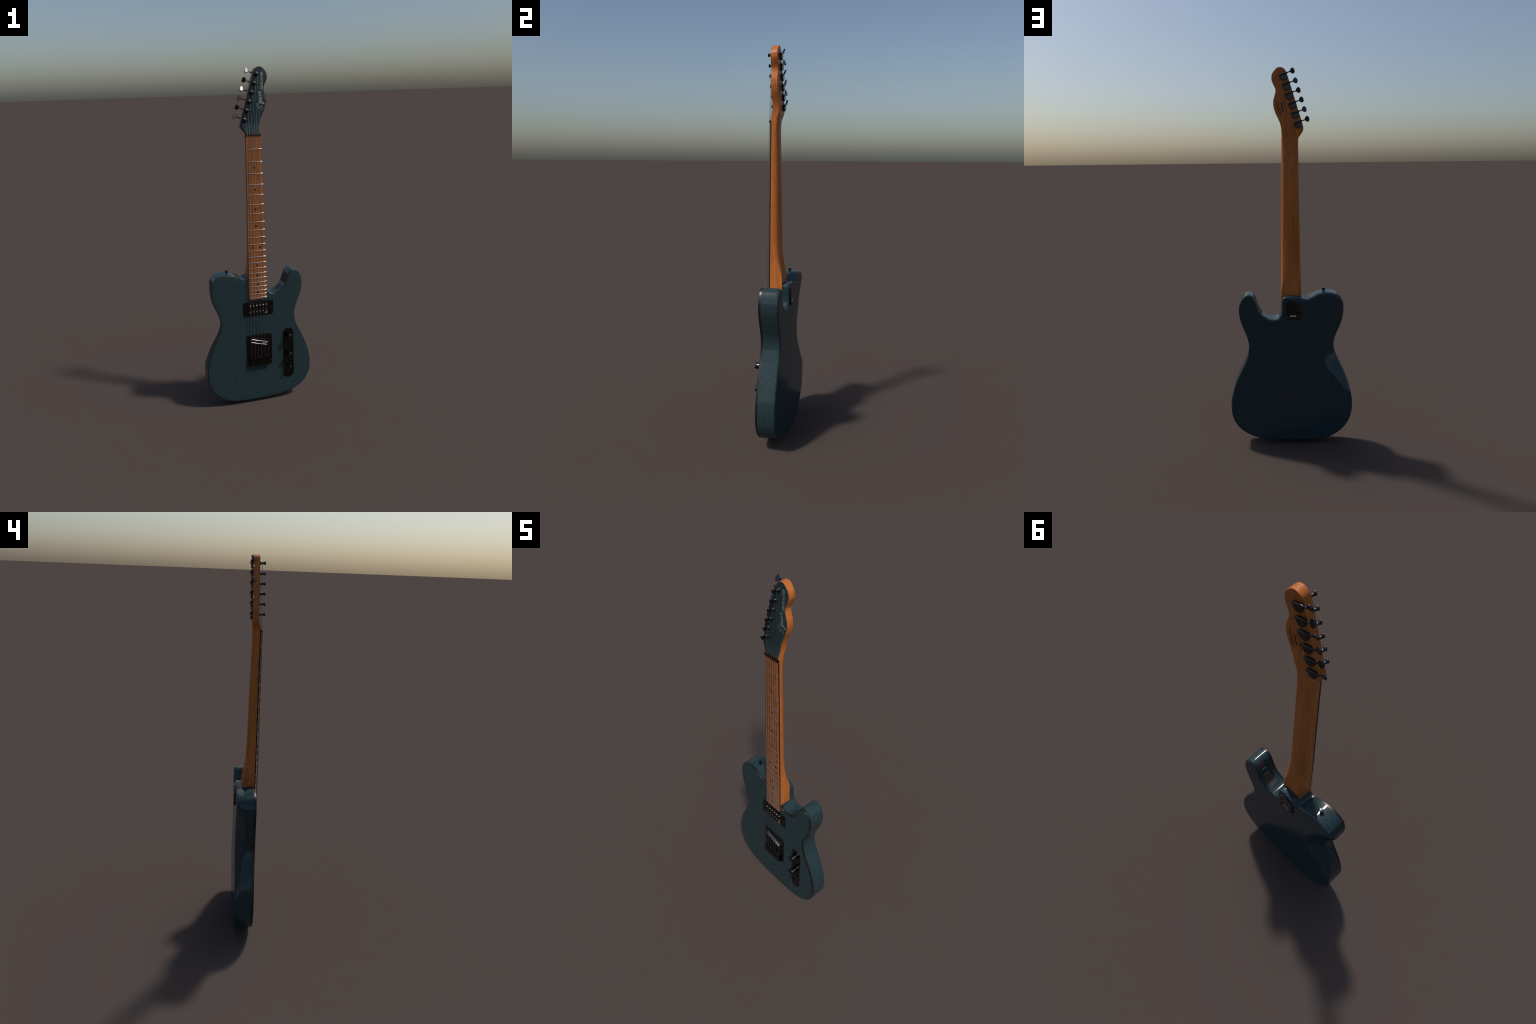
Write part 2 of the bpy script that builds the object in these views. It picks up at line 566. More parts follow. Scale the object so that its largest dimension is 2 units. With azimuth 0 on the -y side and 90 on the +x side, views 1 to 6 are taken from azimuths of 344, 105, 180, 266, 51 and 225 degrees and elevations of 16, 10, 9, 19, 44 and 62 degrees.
FRONT = [(1.640, Y_SEAM - 0.0001), (1.6475, -0.0420), (1.652, -0.0415), (1.662, -0.0378), (1.676, -0.0330), (1.692, -0.0303), (1.706, -0.0295), (2.0, -0.0295)]
# corner radii of the back edges, as fractions of half width / of depth
CORNER_X = [(0.684, 0.05), (0.835, 0.06), (0.870, 0.22), (0.920, 0.60), (0.980, 0.88), (1.040, 0.97), (1.560, 0.97), (1.620, 0.80), (1.665, 0.40), (1.700, 0.07), (2.0, 0.06)]
CORNER_Y = [(0.684, 0.05), (0.835, 0.07), (0.870, 0.22), (0.920, 0.50), (0.980, 0.72), (1.040, 0.82), (1.560, 0.82), (1.620, 0.66), (1.665, 0.34), (1.700, 0.09), (2.0, 0.08)]
# the crown of the headstock is a circular arc
CROWN_X, CROWN_Z, CROWN_R, CROWN_FROM = 0.0470, 1.9675, 0.0325, 1.9850
def head_left(z, ins=0.0):
    if z > CROWN_FROM:
        return CROWN_X - math.sqrt(max((CROWN_R - ins) ** 2 - (z - CROWN_Z) ** 2, 1e-9))
    return lerp_table(HEAD_L, z)
def head_right(z, ins=0.0):
    if z > CROWN_FROM:
        return CROWN_X + math.sqrt(max((CROWN_R - ins) ** 2 - (z - CROWN_Z) ** 2, 1e-9))
    return lerp_table(HEAD_R, z)
SQ = 2.0 / 2.45            # super-elliptic neck profile: fuller shoulders than an ellipse

def neck_section(z, ns=10, nc=12, nb=10):
    if z < 1.640:
        hw = board_half(z)
        flare = max(0.0, (1.25 - z) / 0.42) ** 1.3
        xl, xr, yf = XC - hw - 0.0026 * min(flare, 1.2), XC + hw + 0.0012 * min(flare, 1.2), Y_SEAM
    else:
        t = min(1.0, (z - 1.640) / 0.010)
        xl = (XC - board_half(1.640)) * (1 - t) + head_left(z) * t
        xr = (XC + board_half(1.640)) * (1 - t) + head_right(z) * t
        yf = lerp_table(FRONT, z)
    yb = lerp_table(NECK_BACK, z)
    hw = (xr - xl) / 2
    rx = max(0.0002, min(hw * lerp_table(CORNER_X, z), hw * 0.985))
    ry = (yb - yf) * lerp_table(CORNER_Y, z)
    if z > 1.69:
        rx = min(rx, 0.0035)
        ry = 0.0030
    rf = 0.0010 if z > 1.655 else 0.0002               # tiny front edge rounding
    rf = min(rf, hw * 0.5)
    out = []
    out.append((xl + rf, yf))
    out.append((xl + rf * 0.3, yf + rf * 0.3))
    for k in range(ns):
        out.append((xl, yf + rf + (yb - ry - yf - rf) * k / ns))
    for k in range(nc):
        a = math.pi / 2 * k / nc
        out.append((xl + rx * (1 - math.cos(a) ** SQ), yb - ry * (1 - math.sin(a) ** SQ)))
    for k in range(nb):
        out.append((xl + rx + (xr - xl - 2 * rx) * k / nb, yb))
    for k in range(nc):
        a = math.pi / 2 * (1 - k / nc)
        out.append((xr - rx * (1 - max(math.cos(a), 0.0) ** SQ), yb - ry * (1 - math.sin(a) ** SQ)))
    for k in range(ns + 1):
        out.append((xr, yb - ry + (yf + rf - (yb - ry)) * k / ns))
    out.append((xr - rf * 0.3, yf + rf * 0.3))
    out.append((xr - rf, yf))
    for k in range(1, 6):
        out.append((xr - rf + (xl - xr + 2 * rf) * k / 6, yf))
    return out

def build_neck():
    zs = [0.684 + (1.640 - 0.684) * k / 110 for k in range(110)]
    zs += [1.640 + 0.0020 * k for k in range(150)]             # 1.640 .. 1.938
    zs += [1.940 + 0.060 * math.sin(math.pi / 2 * k / 60) for k in range(60)] + [1.99997]
    verts, faces, group = [], [], []
    n = None
    for z in zs:
        s = neck_section(z)
        n = len(s)
        for x, y in s:
            verts.append((x, y, z))
    for i in range(len(zs) - 1):
        g = 0 if zs[i] < 1.656 else 1
        for k in range(n):
            k2 = (k + 1) % n
            faces.append((i*n + k, i*n + k2, (i+1)*n + k2, (i+1)*n + k))
            group.append(g)
    faces.append(tuple(range(n)))
    group.append(0)
    faces.append(tuple(range((len(zs)-1)*n, len(zs)*n)))
    group.append(1)
    me = bpy.data.meshes.new("neck_whole")
    me.from_pydata(verts, [], faces)
    bm = bmesh.new()
    bm.from_mesh(me)
    bmesh.ops.recalc_face_normals(bm, faces=bm.faces)
    bm.to_mesh(me)
    bm.free()
    parts = split_mesh(me, group, 42)
    bpy.data.meshes.remove(me)
    return parts

neck_me, head_me = build_neck()
neck_me.name, head_me.name = "neck", "headstock"
NECK = add("neck", neck_me, M_NECK, angle=None)
HEAD = add("headstock", head_me, M_NECK, angle=None)

# painted face plate on the headstock front: follows the front ramp, a hair proud of the wood
def build_face():
    zs = [1.6500 + 0.004 * k for k in range(73)] + [1.940 + 0.0590 * math.sin(math.pi / 2 * k / 30) for k in range(31)]
    nx = 8
    verts, faces = [], []
    for z in zs:
        ins = 0.0009
        # inset perpendicular to the outline: widen the inset where the outline runs across
        def edge(tab, s):
            dz = 0.0006
            x = lerp_table(tab, z)
            d = (lerp_table(tab, min(z + dz, 2.0)) - lerp_table(tab, z - dz)) / (min(z + dz, 2.0) - z + dz)
            return x + s * min(ins * math.sqrt(1 + d * d), 0.012)
        if z > CROWN_FROM:
            xl, xr = head_left(z, ins), head_right(z, ins)
        else:
            xl, xr = edge(HEAD_L, 1), edge(HEAD_R, -1)
        if xr < xl:
            xl = xr = (xl + xr) / 2
        y = lerp_table(FRONT, z) - 0.0007
        for k in range(nx + 1):
            verts.append((xl + (xr - xl) * k / nx, y, z))
    n = nx + 1
    for i in range(len(zs) - 1):
        for k in range(nx):
            faces.append((i*n + k, i*n + k + 1, (i+1)*n + k + 1, (i+1)*n + k))
    me = from_lists("headstock_face", verts, faces)
    bm = bmesh.new()
    bm.from_mesh(me)
    bmesh.ops.remove_doubles(bm, verts=bm.verts, dist=1e-6)
    bmesh.ops.recalc_face_normals(bm, faces=bm.faces)
    if sum(f.normal.y for f in bm.faces) > 0:
        bmesh.ops.reverse_faces(bm, faces=bm.faces)
    bm.to_mesh(me)
    bm.free()
    return me
face_ob = add("headstock_face", build_face(), M_FACE, parent=HEAD, angle=30)
sol = face_ob.modifiers.new("thickness", 'SOLIDIFY')
sol.thickness = 0.0012
sol.offset = -1

# ------------------------------------------------------------------ fretboard, frets, nut, inlays
R_BOARD = 0.66
def board_y(x):
    return -0.0452 + (x - XC) ** 2 / (2 * R_BOARD)

def build_board(y_lo, top, inset, name):
    verts, faces = [], []
    zs = [BOARD_END + (1.6385 - BOARD_END) * k / 30 for k in range(31)]
    nx = 12
    n = None
    for z in zs:
        hw = board_half(z) + 0.0004 - inset
        row = [(XC - hw, y_lo)]
        for k in range(nx + 1):
            x = XC - hw + 2 * hw * k / nx
            row.append((x, top(x)))
        row.append((XC + hw, y_lo))
        n = len(row)
        verts += [(x, y, z) for x, y in row]
    for i in range(len(zs) - 1):
        for k in range(n):
            k2 = (k + 1) % n
            faces.append((i*n + k, i*n + k2, (i+1)*n + k2, (i+1)*n + k))
    faces.append(tuple(range(n)))
    faces.append(tuple(range((len(zs)-1)*n, len(zs)*n)))
    return from_lists(name, verts, faces)

BOARD = add("fretboard", build_board(-0.0400, board_y, 0.0012, "fretboard"), M_BOARD)
add("fretboard_edge", build_board(Y_SEAM - 0.0001, lambda x: board_y(x) + 0.0004, 0.0, "fretboard_edge"), M_BOARD_SIDE, parent=BOARD)

def fret_z(n):
    return NUT_Z - SCALE_LEN * (1 - 2 ** (-n / 12))

def build_fret(hw):
    nx, na = 14, 6
    verts, faces = [], []
    for k in range(nx + 1):
        x = -hw + 2 * hw * k / nx
        e = min(1.0, (hw - abs(x)) / 0.0025 + 0.25)
        yb = board_y(x + XC) + 0.0005
        for a in range(na + 1):
            t = math.pi * a / na
            verts.append((x, yb - 0.0026 * math.sin(t) * (0.45 + 0.55 * e), 0.0018 * math.cos(t)))
    n = na + 1
    for i in range(nx):
        for k in range(n):
            k2 = (k + 1) % n
            faces.append((i*n + k, i*n + k2, (i+1)*n + k2, (i+1)*n + k))
    faces.append(tuple(range(n)))
    faces.append(tuple(range(nx*n, (nx+1)*n)))
    return from_lists("fret", verts, faces)
for n in range(1, 23):
    z = fret_z(n)
    ob = add("fret", build_fret(board_half(z) + 0.0018), M_FRET, parent=BOARD, angle=50)
    ob.location = (XC, 0, z)

bm = bmesh.new()
box_bm(bm, XC - 0.0446, XC + 0.0446, -0.0495, -0.0380, 1.6378, 1.6478, 0.0012)
NUT = add("nut", from_bm("nut", bm), M_BLACKMETAL, parent=NECK)

dot_me = revolve("inlay_dot", [(0, 0.001), (0.0058, 0.001), (0.0058, -0.0007), (0, -0.0008)], 24)
def dot(x, z, first=[None]):
    if first[0] is None:
        first[0] = add("inlay_dot", dot_me, M_INLAY, parent=BOARD)
        first[0].location = (x, board_y(x), z)
    else:
        copy_obj(first[0], "inlay_dot", (x, board_y(x), z), BOARD)
for n in (3, 5, 7, 9, 15, 17, 19, 21):
    dot(XC, (fret_z(n) + fret_z(n - 1)) / 2)
for dx in (-0.0228, 0.0228):
    dot(XC + dx, (fret_z(12) + fret_z(11)) / 2)

# ------------------------------------------------------------------ tuning machines
TH = math.radians(18.5)
U = Vector((-math.cos(TH), 0, math.sin(TH)))     # along the shaft, towards the button
V = Vector((math.sin(TH), 0, math.cos(TH)))      # across it, upwards
Y_HEADBACK = 0.0032
ROT = Matrix((( U.x, 0, V.x), (0, 1, 0), (U.z, 0, V.z)))   # local (u, y, v) -> world

def to_uv(me):
    me.transform(ROT.to_4x4())
    me.update()
    bm = bmesh.new()
    bm.from_mesh(me)
    bmesh.ops.recalc_face_normals(bm, faces=bm.faces)
    bm.to_mesh(me)
    bm.free()
    return me

# gear housing: D-shaped plate plus the worm barrel
loop = [Vector((-0.0222, 0.0060)), Vector((-0.0222, -0.0040))]
for k in range(1, 16):
    a = math.pi * k / 16
    loop.append(Vector((-0.0036 - 0.0186 * math.cos(a), -0.0060 - 0.0182 * math.sin(a))))
loop += [Vector((0.0150, -0.0040)), Vector((0.0150, 0.0060))]
d_me = prism("d", loop, Y_HEADBACK - 0.0005, 0.0135, 0.0018, 3)
barrel = revolve("barrel", [(0, -0.0228), (0.0042, -0.0228), (0.0054, -0.0218), (0.0054, 0.0150), (0.0042, 0.0190), (0.0030, 0.0220), (0.0026, 0.0300),
                            (0.0034, 0.0345), (0.0020, 0.0375), (0, 0.0375)], 20, axis='X')
barrel.transform(Matrix.Translation((0, 0.0118, 0.0058)))
housing_me = to_uv(join_meshes("tuning_machine", [d_me, barrel]))
# peg post on the front with its bushing
post_me = revolve("string_post", [(0, -0.0270), (0.0132, -0.0290), (0.0132, -0.0312), (0.0122, -0.0325), (0.0088, -0.0338), (0.0062, -0.0370), (0.0052, -0.0420),
                                  (0.0054, -0.0465), (0.0066, -0.0515), (0.0090, -0.0560), (0.0092, -0.0578), (0.0082, -0.0588), (0, -0.0592)], 32)
# button: an oval paddle, slightly narrower towards the shaft
loop = []
for k in range(40):
    a = 2 * math.pi * k / 40
    u = 0.0120 * math.cos(a)
    w = 0.0152 * math.sin(a) * (1.0 + 0.10 * math.cos(a))
    if math.cos(a) < -0.3:
        w *= 0.90
    loop.append(Vector((u, w)))
b1 = prism("b", loop, 0.0, -0.0036, 0.0016, 3)
b2 = prism("b", loop, 0.0, 0.0036, 0.0016, 3)
button_me = join_meshes("tuner_button", [b1, b2])
bm = bmesh.new(); bm.from_mesh(button_me)
bmesh.ops.remove_doubles(bm, verts=bm.verts, dist=1e-6)
bad = [f for f in bm.faces if len(f.verts) > 20 and abs(f.calc_center_median().y) < 1e-4]
bmesh.ops.delete(bm, geom=bad, context='FACES_ONLY')
bmesh.ops.recalc_face_normals(bm, faces=bm.faces)
bm.to_mesh(button_me); bm.free()

POSTS = [(0.0275, 1.9600), (0.0128, 1.9122), (-0.0020, 1.8652), (-0.0175, 1.8178), (-0.0322, 1.7702), (-0.0465, 1.7222)]
TILT = [26, -20, 28, 11, -12, 19]
m0 = p0 = b0 = None
for i, (px, pz) in enumerate(POSTS):
    if m0 is None:
        m0 = mach = add("tuning_machine", housing_me, M_BLACKMETAL, parent=HEAD, angle=40)
        mach.location = (px, 0, pz)
        p0 = post = add("string_post", post_me, M_BLACKMETAL, parent=mach, angle=50)
        b0 = but = add("tuner_button", button_me, M_GLOSSMETAL, parent=mach, angle=40)
    else:
        mach = copy_obj(m0, "tuning_machine", (px, 0, pz), HEAD)
        post = copy_obj(p0, "string_post", (0, 0, 0), mach)
        but = copy_obj(b0, "tuner_button", (0, 0, 0), mach)
    t = math.radians(TILT[i])
    spin = Matrix.Rotation(-t, 3, 'X')           # about the shaft (local u)
    M4 = (ROT @ spin).to_4x4()
    c = U * 0.0472 + V * 0.0062
    M4.translation = Vector((c.x, 0.0075 + 0.001 * (i % 2), c.z))
    but.matrix_basis = M4

# ------------------------------------------------------------------ bridge
BR = prism("bridge_plate", round_rect(-0.0008, 0.3505, 0.1590, 0.2010, 0.006), -0.0340, -0.0400, 0.0012)
BRIDGE = add("bridge_plate", BR, M_PLATE)
SADX = [-0.0556 + 0.0214 * k for k in range(6)]
SADTOP = [0.3100, 0.3105, 0.3130, 0.3130, 0.3150, 0.3180]
for sx, zt in zip(SADX, SADTOP):
    w, g, zb, zs = 0.0105, 0.0030, 0.2530, 0.2835
    # U-shaped block: the string drops into the slot
    loop = [(sx - w, zb), (sx + w, zb), (sx + w, zt - 0.002), (sx + w - 0.002, zt), (sx + g + 0.001, zt), (sx + g, zt - 0.001),
            (sx + g, zs), (sx - g, zs), (sx - g, zt - 0.001), (sx - g - 0.001, zt), (sx - w + 0.002, zt), (sx - w, zt - 0.002)]
    add("saddle", prism("saddle", [Vector(p) for p in loop], -0.0390, -0.0552, 0.0009), M_PLATE, parent=BRIDGE, angle=50)

screw_me = revolve("screw", [(0, 0.001), (0.0052, 0.001), (0.0052, -0.0010), (0.0040, -0.0022), (0.0016, -0.0027), (0.0014, -0.0016), (0, -0.0016)], 20)
SCREW = [None]
def screw(x, y, z, parent, s=1.0, back=False):
    if SCREW[0] is None:
        SCREW[0] = ob = add("screw", screw_me, M_BLACKMETAL, parent=parent, angle=35)
    else:
        ob = copy_obj(SCREW[0], "screw", parent=parent)
    ob.location = (x, y, z)
    ob.scale = (s, s, s)
    ob.rotation_euler = (0, 0, math.pi if back else 0)
for x, z in ((-0.0725, 0.4430), (0.0710, 0.4430), (-0.0735, 0.2690), (0.0720, 0.2690), (0.0060, 0.4390)):
    screw(x, -0.0400, z, BRIDGE, 0.7)

# slanted twin-rail pickup
ANG = math.atan2(-0.0291, 0.1028)
PCX, PCZ = -0.0030, 0.4027
ax = Vector((math.cos(ANG), math.sin(ANG)))
pp = Vector((-ax.y, ax.x))
RAILPU = add("rail_pickup", prism("rail_pickup", round_rect(PCX, PCZ, 0.1300, 0.0480, 0.010, rot=ANG), -0.0390, -0.0442, 0.0014), M_PLASTIC)
for s in (1, -1):
    c = Vector((PCX, PCZ)) + pp * (0.0096 * s)
    lo = round_rect(c.x, c.y, 0.1070, 0.0054, 0.0026, rot=ANG)
    add("pickup_rail", prism("pickup_rail", lo, -0.0430, -0.0470, 0.0020, 3), M_CHROME, parent=RAILPU, angle=50)
for s in (1, -1):
    c = Vector((PCX, PCZ)) + ax * (0.0600 * s)
    screw(c.x, -0.0442, c.y, RAILPU, 0.75)

# ------------------------------------------------------------------ neck pickup
HUM = add("humbucker_pickup", prism("humbucker_frame", round_rect(-0.0010, 0.6208, 0.1845, 0.0885, 0.004), -0.0340, -0.0398, 0.0010), M_PLATE)
for zc in (0.6405, 0.6015):
    add("pickup_coil", prism("pickup_coil", round_rect(-0.0020, zc, 0.1330, 0.0372, 0.0170, seg=10), -0.0385, -0.0428, 0.0012), M_PLASTIC, parent=HUM)
dome = revolve("pole_screw", [(0, 0.001), (0.0050, 0.001), (0.0049, -0.0006), (0.0042, -0.0018), (0.0026, -0.0027), (0, -0.0031)], 20)
slug = revolve("pole_slug", [(0, 0.001), (0.0050, 0.001), (0.0050, -0.0004), (0.0044, -0.0009), (0, -0.0010)], 20)
d0 = s0 = None
for k in range(6):
    x = -0.0516 + 0.0198 * k
    if d0 is None:
        d0 = add("pole_screw", dome, M_CHROME, parent=HUM, angle=60); d0.location = (x, -0.0428, 0.6408)
        s0 = add("pole_slug", slug, M_POLE, parent=HUM, angle=60); s0.location = (x, -0.0428, 0.6020)
    else:
        copy_obj(d0, "pole_screw", (x, -0.0428, 0.6408), HUM)
        copy_obj(s0, "pole_slug", (x, -0.0428, 0.6020), HUM)
for x in (-0.0800, 0.0780):
    screw(x, -0.0398, 0.6225, HUM, 0.8)
for x in (-0.0855, 0.0835):
    for z in (0.6580, 0.5835):
        screw(x, -0.0398, z, HUM, 0.55)

# ------------------------------------------------------------------ control plate, knobs, switch
loop = []
for k in range(25):
    a = math.pi * k / 24
    loop.append(Vector((0.1862 + 0.0330 * math.cos(a), 0.4345 + 0.0330 * math.sin(a))))
for k in range(25):
    a = math.pi + math.pi * k / 24
    loop.append(Vector((0.1862 + 0.0330 * math.cos(a), 0.1685 + 0.0330 * math.sin(a))))
CTRL = add("control_plate", prism("control_plate", loop, -0.0340, -0.0395, 0.0010), M_PLATE)
kn = [(0, -0.039), (0.0152, -0.039), (0.0154, -0.0418), (0.0174, -0.0426), (0.0178, -0.0445), (0.0172, -0.0720), (0.0164, -0.0736), (0.0150, -0.0744), (0, -0.0744)]
knob_me = revolve("control_knob", kn, 48)
k0 = add("control_knob", knob_me, M_BLACKMETAL, parent=CTRL, angle=40)
k0.location = (0.1860, 0, 0.4195)
copy_obj(k0, "control_knob", (0.1860, 0, 0.2970), CTRL)
bm = bmesh.new()
box_bm(bm, 0.1846, 0.1878, -0.0400, -0.0385, 0.1850, 0.2330)
add("switch_slot", from_bm("switch_slot", bm), M_BOARD_SIDE, parent=CTRL)
lever = tube("switch_lever", [(0.1862, -0.038, 0.2110), (0.1864, -0.056, 0.2140)], 0.0026, 12)
LEV = add("switch_lever", lever, M_BLACKMETAL, parent=CTRL, angle=50)
tip = revolve("switch_tip", [(0, -0.0525), (0.0056, -0.0525), (0.0076, -0.0545), (0.0082, -0.0680), (0.0072, -0.0708), (0.0046, -0.0724), (0, -0.0728)], 24)
tp = add("switch_tip", tip, M_BLACKMETAL, parent=CTRL, angle=60)
tp.location = (0.1864, 0, 0.2145)
for z in (0.4580, 0.1760):
    screw(0.1862, -0.0395, z, CTRL, 0.6)

# ------------------------------------------------------------------ back: neck plate, ferrules
loop = [Vector(p) for p in ((0.0280, 0.7085), (0.0280, 0.7990), (0.0262, 0.8032), (0.0215, 0.8052), (0.0030, 0.8050), (-0.0090, 0.8035), (-0.0200, 0.8000),
                            (-0.0300, 0.7945), (-0.0400, 0.7870), (-0.0480, 0.7790), (-0.0515, 0.7735), (-0.0522, 0.7680), (-0.0522, 0.7090), (-0.0510, 0.7062),
                            (-0.0480, 0.7050), (0.0240, 0.7050), (0.0270, 0.7060))]
PLATE = add("neck_plate", prism("neck_plate", loop, 0.0640, 0.0708, 0.0010), M_PLATE)
for x, z in ((0.0205, 0.7965), (-0.0420, 0.7625), (0.0205, 0.7145), (-0.0425, 0.7145)):
    screw(x, 0.0708, z, PLATE, 1.30, True)
fer = revolve("string_ferrule", [(0, -0.002), (0.0072, -0.002), (0.0072, 0.0001), (0.0068, 0.0003), (0, 0.0003)], 24)
f0 = None
for k in range(6):
    x = 0.0590 - 0.0222 * k
    if f0 is None:
        f0 = add("string_ferrule", fer, M_FERRULE, parent=BODY, angle=50); f0.location = (x, Y_BACK, 0.2872)
    else:
        copy_obj(f0, "string_ferrule", (x, Y_BACK, 0.2872), BODY)

# ------------------------------------------------------------------ strap buttons
strap = revolve("strap_button", [(0, -0.004), (0.0086, -0.004), (0.0084, 0.0030), (0.0074, 0.0052), (0.0074, 0.0110), (0.0080, 0.0138), (0.0098, 0.0168), (0.0104, 0.0190),
                                 (0.0098, 0.0205), (0.0070, 0.0210), (0, 0.0212)], 32, axis='Z')
sb = add("strap_button", strap, M_GLOSSMETAL, angle=40)
sb.location = (-0.1749, 0.0147, 0.8438)
sb2 = copy_obj(sb, "strap_button", (0.0, 0.0147, 0.0198))
sb2.rotation_euler = (math.pi, 0, 0)
sb2.scale = (1, 1, 0.0198 / 0.0212)

# ------------------------------------------------------------------ strings
NUTX = [-0.0365 + 0.01416 * k for k in range(6)]
POSTX = [(px, pz) for px, pz in reversed(POSTS)]      # lowest post takes the lowest string
RAD = [0.00125, 0.00114, 0.00103, 0.00093, 0.00084, 0.00076]
for k in range(6):
    sx, nx_ = SADX[k], NUTX[k]
    px, pz = POSTX[k]
    pts = [(sx, -0.0425, 0.2845), (sx, -0.0500, 0.2930), (sx, -0.0532, 0.3080), (sx, -0.0545, 0.3200)]
    for i in range(1, 12):
        t = i / 12
        pts.append((sx + (nx_ - sx) * t, -0.0545 + (-0.0506 + 0.0545) * t, 0.32 + (1.6428 - 0.32) * t))
    pts += [(nx_, -0.0506, 1.6428), (nx_ + (px + 0.0062 - nx_) * 0.03, -0.0498, 1.6500),
            
            (px + 0.0062 + (nx_ - px - 0.0062) * 0.060 / (pz - 1.65), -0.0438, pz - 0.060), (px + 0.0062 + (nx_ - px - 0.0062) * 0.030 / (pz - 1.65), -0.0430, pz - 0.030),
            (px + 0.0062, -0.0425, pz - 0.004), (px + 0.0062, -0.0425, pz)]
    r = [RAD[k]] * (len(pts) - 3) + [0.0013, 0.0016, 0.0016]
    add("guitar_string", tube("guitar_string", pts, r, 10), M_STRING, angle=60)

# ------------------------------------------------------------------ lettering
def text_mesh(body, name, bold=0.0, shear=0.0):
    cu = bpy.data.curves.new(name, 'FONT')
    cu.body = body
    cu.size = 1.0
    cu.shear = shear
    cu.offset = bold
    cu.extrude = 0.02
    cu.resolution_u = 3
    ob = bpy.data.objects.new(name, cu)
    SC.objects.link(ob)
    dg = bpy.context.evaluated_depsgraph_get()
    dg.update()
    me = bpy.data.meshes.new_from_object(ob.evaluated_get(dg))
    bpy.data.objects.remove(ob)
    bpy.data.curves.remove(cu)
    me.name = name
    xs = [v.co.x for v in me.vertices]
    ys = [v.co.y for v in me.vertices]
    x0, x1, y0, y1 = min(xs), max(xs), min(ys), max(ys)
    for v in me.vertices:                       # normalise to a unit box
        v.co.x = (v.co.x - x0) / (x1 - x0)
        v.co.y = (v.co.y - y0) / (y1 - y0)
    return me

def place(me, origin, along, up, out, w, h, depth, mat, parent, name):
    """Put a unit text mesh at origin; along and up are directions, out its outward normal."""
    M4 = Matrix.Identity(4)
    M4.col[0][:3] = Vector(along) * w
    M4.col[1][:3] = Vector(up) * h
    M4.col[2][:3] = Vector(out) * (depth / 0.04)
    M4.translation = Vector(origin)
    me.transform(M4)
    me.update()
    return add(name, me, mat, parent=parent, angle=None)

Y_FACE = -0.0302
tl = 0.039
al = Vector((tl, 0, 1)).normalized()
upd = Vector((-1, 0, tl)).normalized()
place(text_mesh("TELECASTER", "model_lettering", 0.035, 0.25), (0.0640, Y_FACE, 1.8800), al, upd, (0, -1, 0), 0.0930, 0.0128, 0.0006, M_LETTER, HEAD, "model_lettering")

# script lettering: pen strokes in a (reading direction, up) frame, unit = 1 mm
STROKES = [
    [(33, 27), (35.5, 29.5), (32, 31.5), (24, 30), (14, 25), (11, 21.5), (14, 17), (20, 13.5), (23, 9), (20, 4.5), (12, 3), (4, 5), (-1, 8)],        # S
    [(47, 20), (42, 20), (37, 15), (37.5, 10), (42, 9.5), (47, 15), (48.5, 20), (44, 9), (37, -3), (33.5, -9), (36, -10), (41, -2), (49, 7)],         # q
    [(54, 19.5), (50.5, 11), (52.5, 8.5), (57, 12), (61.5, 19), (58.5, 10.5), (60.5, 8.5), (65, 12)],                                                 # u
    [(68.5, 18.5), (65, 10), (67, 8), (71, 11)], [(71, 24), (72, 25)],                                                                                # i
    [(75, 12), (80, 15), (81.5, 18), (78.5, 18.5), (75, 13.5), (75.5, 8.5), (80, 8.5), (85, 12)],                                                     # e
    [(85, 10), (89, 16), (91, 22), (93, 24.5), (94, 21), (98, 20.5), (97, 14), (97, 9.5), (99.5, 8.5), (104, 11)],                                       # r
    [(44, 1.5), (72, 1.5)],                                                                                                                           # underline
]
def script(strokes, name, org, al, up, k, rad, mat, parent, flat_y=0.25, thin_last=False):
    parts = []
    for si, st in enumerate(strokes):
        P = [Vector(p) for p in st]
        dense = []
        for i in range(len(P) - 1):
            a, b, c, d = P[max(i-1, 0)], P[i], P[i+1], P[min(i+2, len(P)-1)]
            for j in range(6):
                t = j / 6
                dense.append(0.5 * ((2*b) + (c - a)*t + (2*a - 5*b + 4*c - d)*t*t + (3*b - a - 3*c + d)*t**3))
        dense.append(P[-1])
        pts = [Vector(org) + Vector(al) * (q.x * k) + Vector(up) * (q.y * k) for q in dense]
        r = rad * (0.45 if thin_last and si == len(strokes) - 1 else 1.0)
        parts.append(tube(name, pts, r, 8, flat=(1, flat_y)))
    return add(name, join_meshes(name, parts), mat, parent=parent, angle=60)
script(STROKES, "script_lettering", (0.0605, Y_FACE, 1.7690), al, upd, 0.00100, 0.00118, M_LETTER, HEAD, thin_last=True)

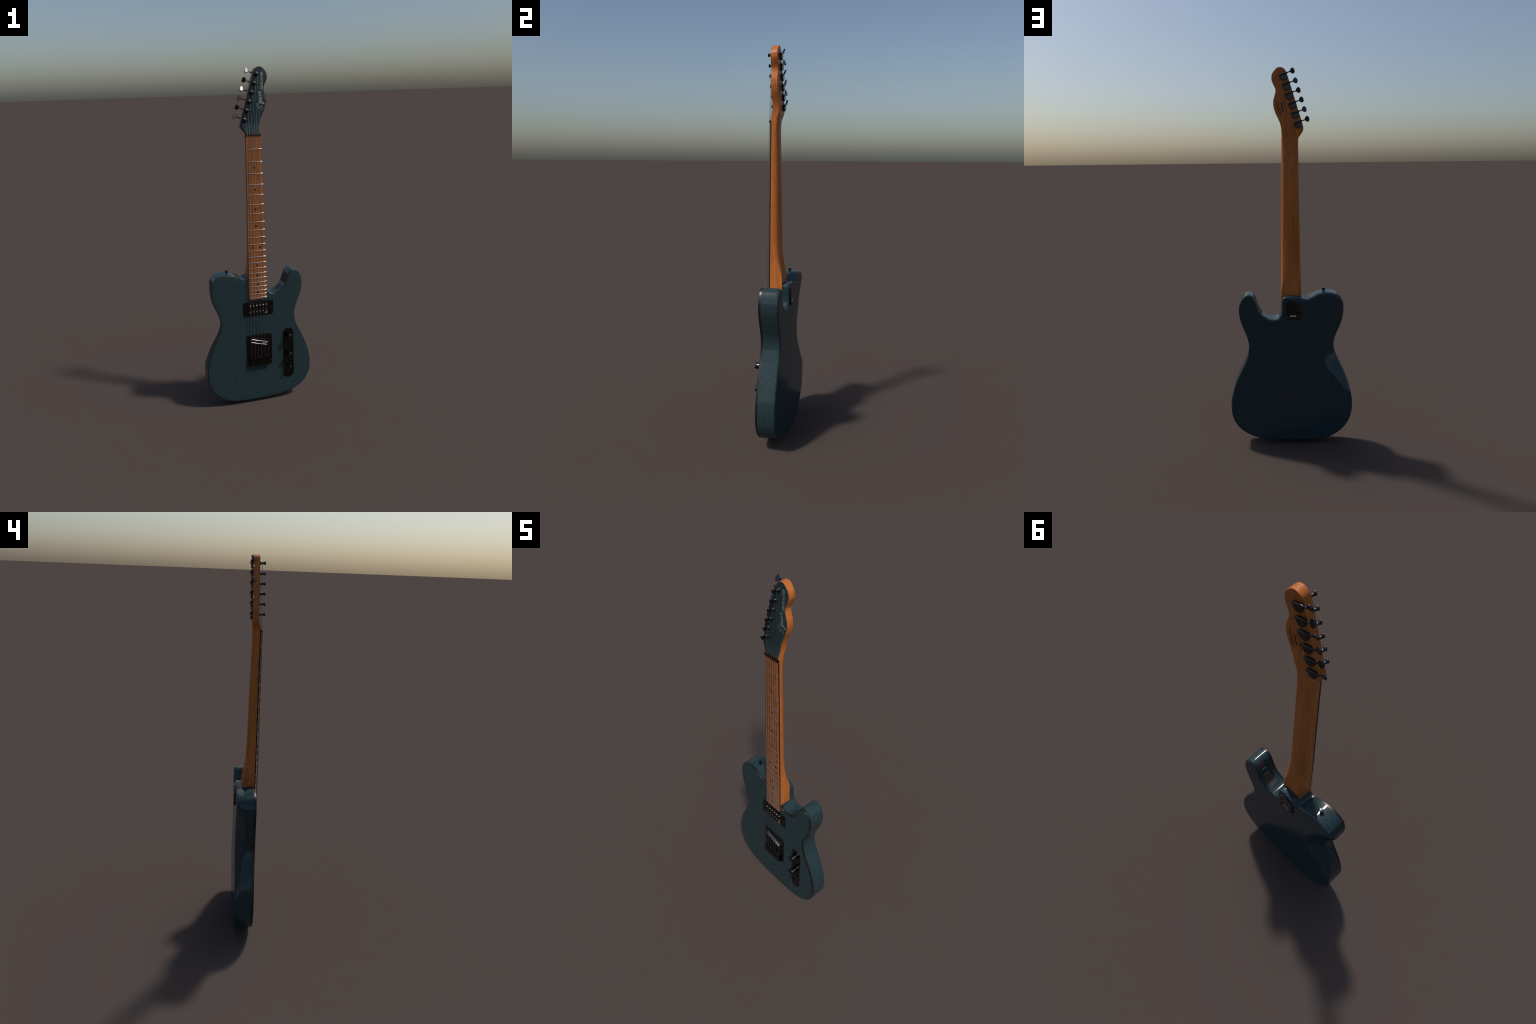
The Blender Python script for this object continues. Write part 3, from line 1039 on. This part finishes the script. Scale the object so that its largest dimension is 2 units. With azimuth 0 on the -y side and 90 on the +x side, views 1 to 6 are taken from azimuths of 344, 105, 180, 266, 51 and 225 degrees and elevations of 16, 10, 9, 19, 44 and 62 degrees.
# back of the headstock: three small lines and a script word, read downwards
YB = Y_HEADBACK + 0.0002
ald = Vector((-0.2950, 0, -0.9550)).normalized()
upb = Vector((-0.955, 0, 0.295)).normalized()
def back_line(txt, x, z, w, h, bold):
    place(text_mesh(txt, "printed_line", bold), (x, YB, z), ald, upb, (0, 1, 0), w, h, 0.0003, M_INK, HEAD, "printed_line")
back_line("Designed and Backed by", 0.0375, 1.8490, 0.0850, 0.0048, 0.035)
back_line("S/N: ICS 20000000", 0.0655, 1.8330, 0.0740, 0.0048, 0.035)
back_line("Crafted in Indonesia", 0.0705, 1.8240, 0.0590, 0.0046, 0.035)
SMALL = [
    [(2, 0), (6, 11), (3, 9), (8, 12), (17, 12)], [(1, 6), (12, 7)],                          # F
    [(12, 4), (16, 6), (14, 7.5), (12, 3), (17, 2)],                                          # e
    [(18, 7), (18.5, 1.5), (22, 6.5), (24, 6), (23.5, 1.5), (27, 3)],                         # n
    [(32, 6), (28, 6), (27.5, 1.5), (32, 3), (36, 13), (33, 2), (36, 2)],                     # d
    [(37, 4), (41, 6), (39, 7.5), (37, 3), (41, 2)],                                          # e
    [(43, 7), (43, 1), (45, 6), (49, 7)],                                                     # r
]
script(SMALL, "back_script_lettering", (0.0500, YB, 1.8235), ald, upb, 0.00100, 0.0013, M_INK, HEAD, 0.15)

# prints on hardware
place(text_mesh("SQUIER", "plate_lettering", 0.05), (0.0060, 0.0709, 0.7172), (-1, 0, 0), (0, 0, 1), (0, 1, 0), 0.0335, 0.0098, 0.0004, M_WHITE, PLATE, "plate_lettering")
place(text_mesh("SQR", "pickup_lettering", 0.03, 0.3), (0.0370, -0.0429, 0.5880), (1, 0, 0), (0, 0, 1), (0, -1, 0), 0.0185, 0.0052, 0.0004, M_WHITE, HUM, "pickup_lettering")
c = Vector((PCX, PCZ)) + ax * 0.0215 + pp * (-0.0042)
place(text_mesh("SQR", "pickup_lettering", 0.03, 0.3), (c.x, -0.0443, c.y), (ax.x, 0, ax.y), (pp.x, 0, pp.y), (0, -1, 0), 0.0280, 0.0080, 0.0004, M_WHITE, RAILPU, "pickup_lettering")
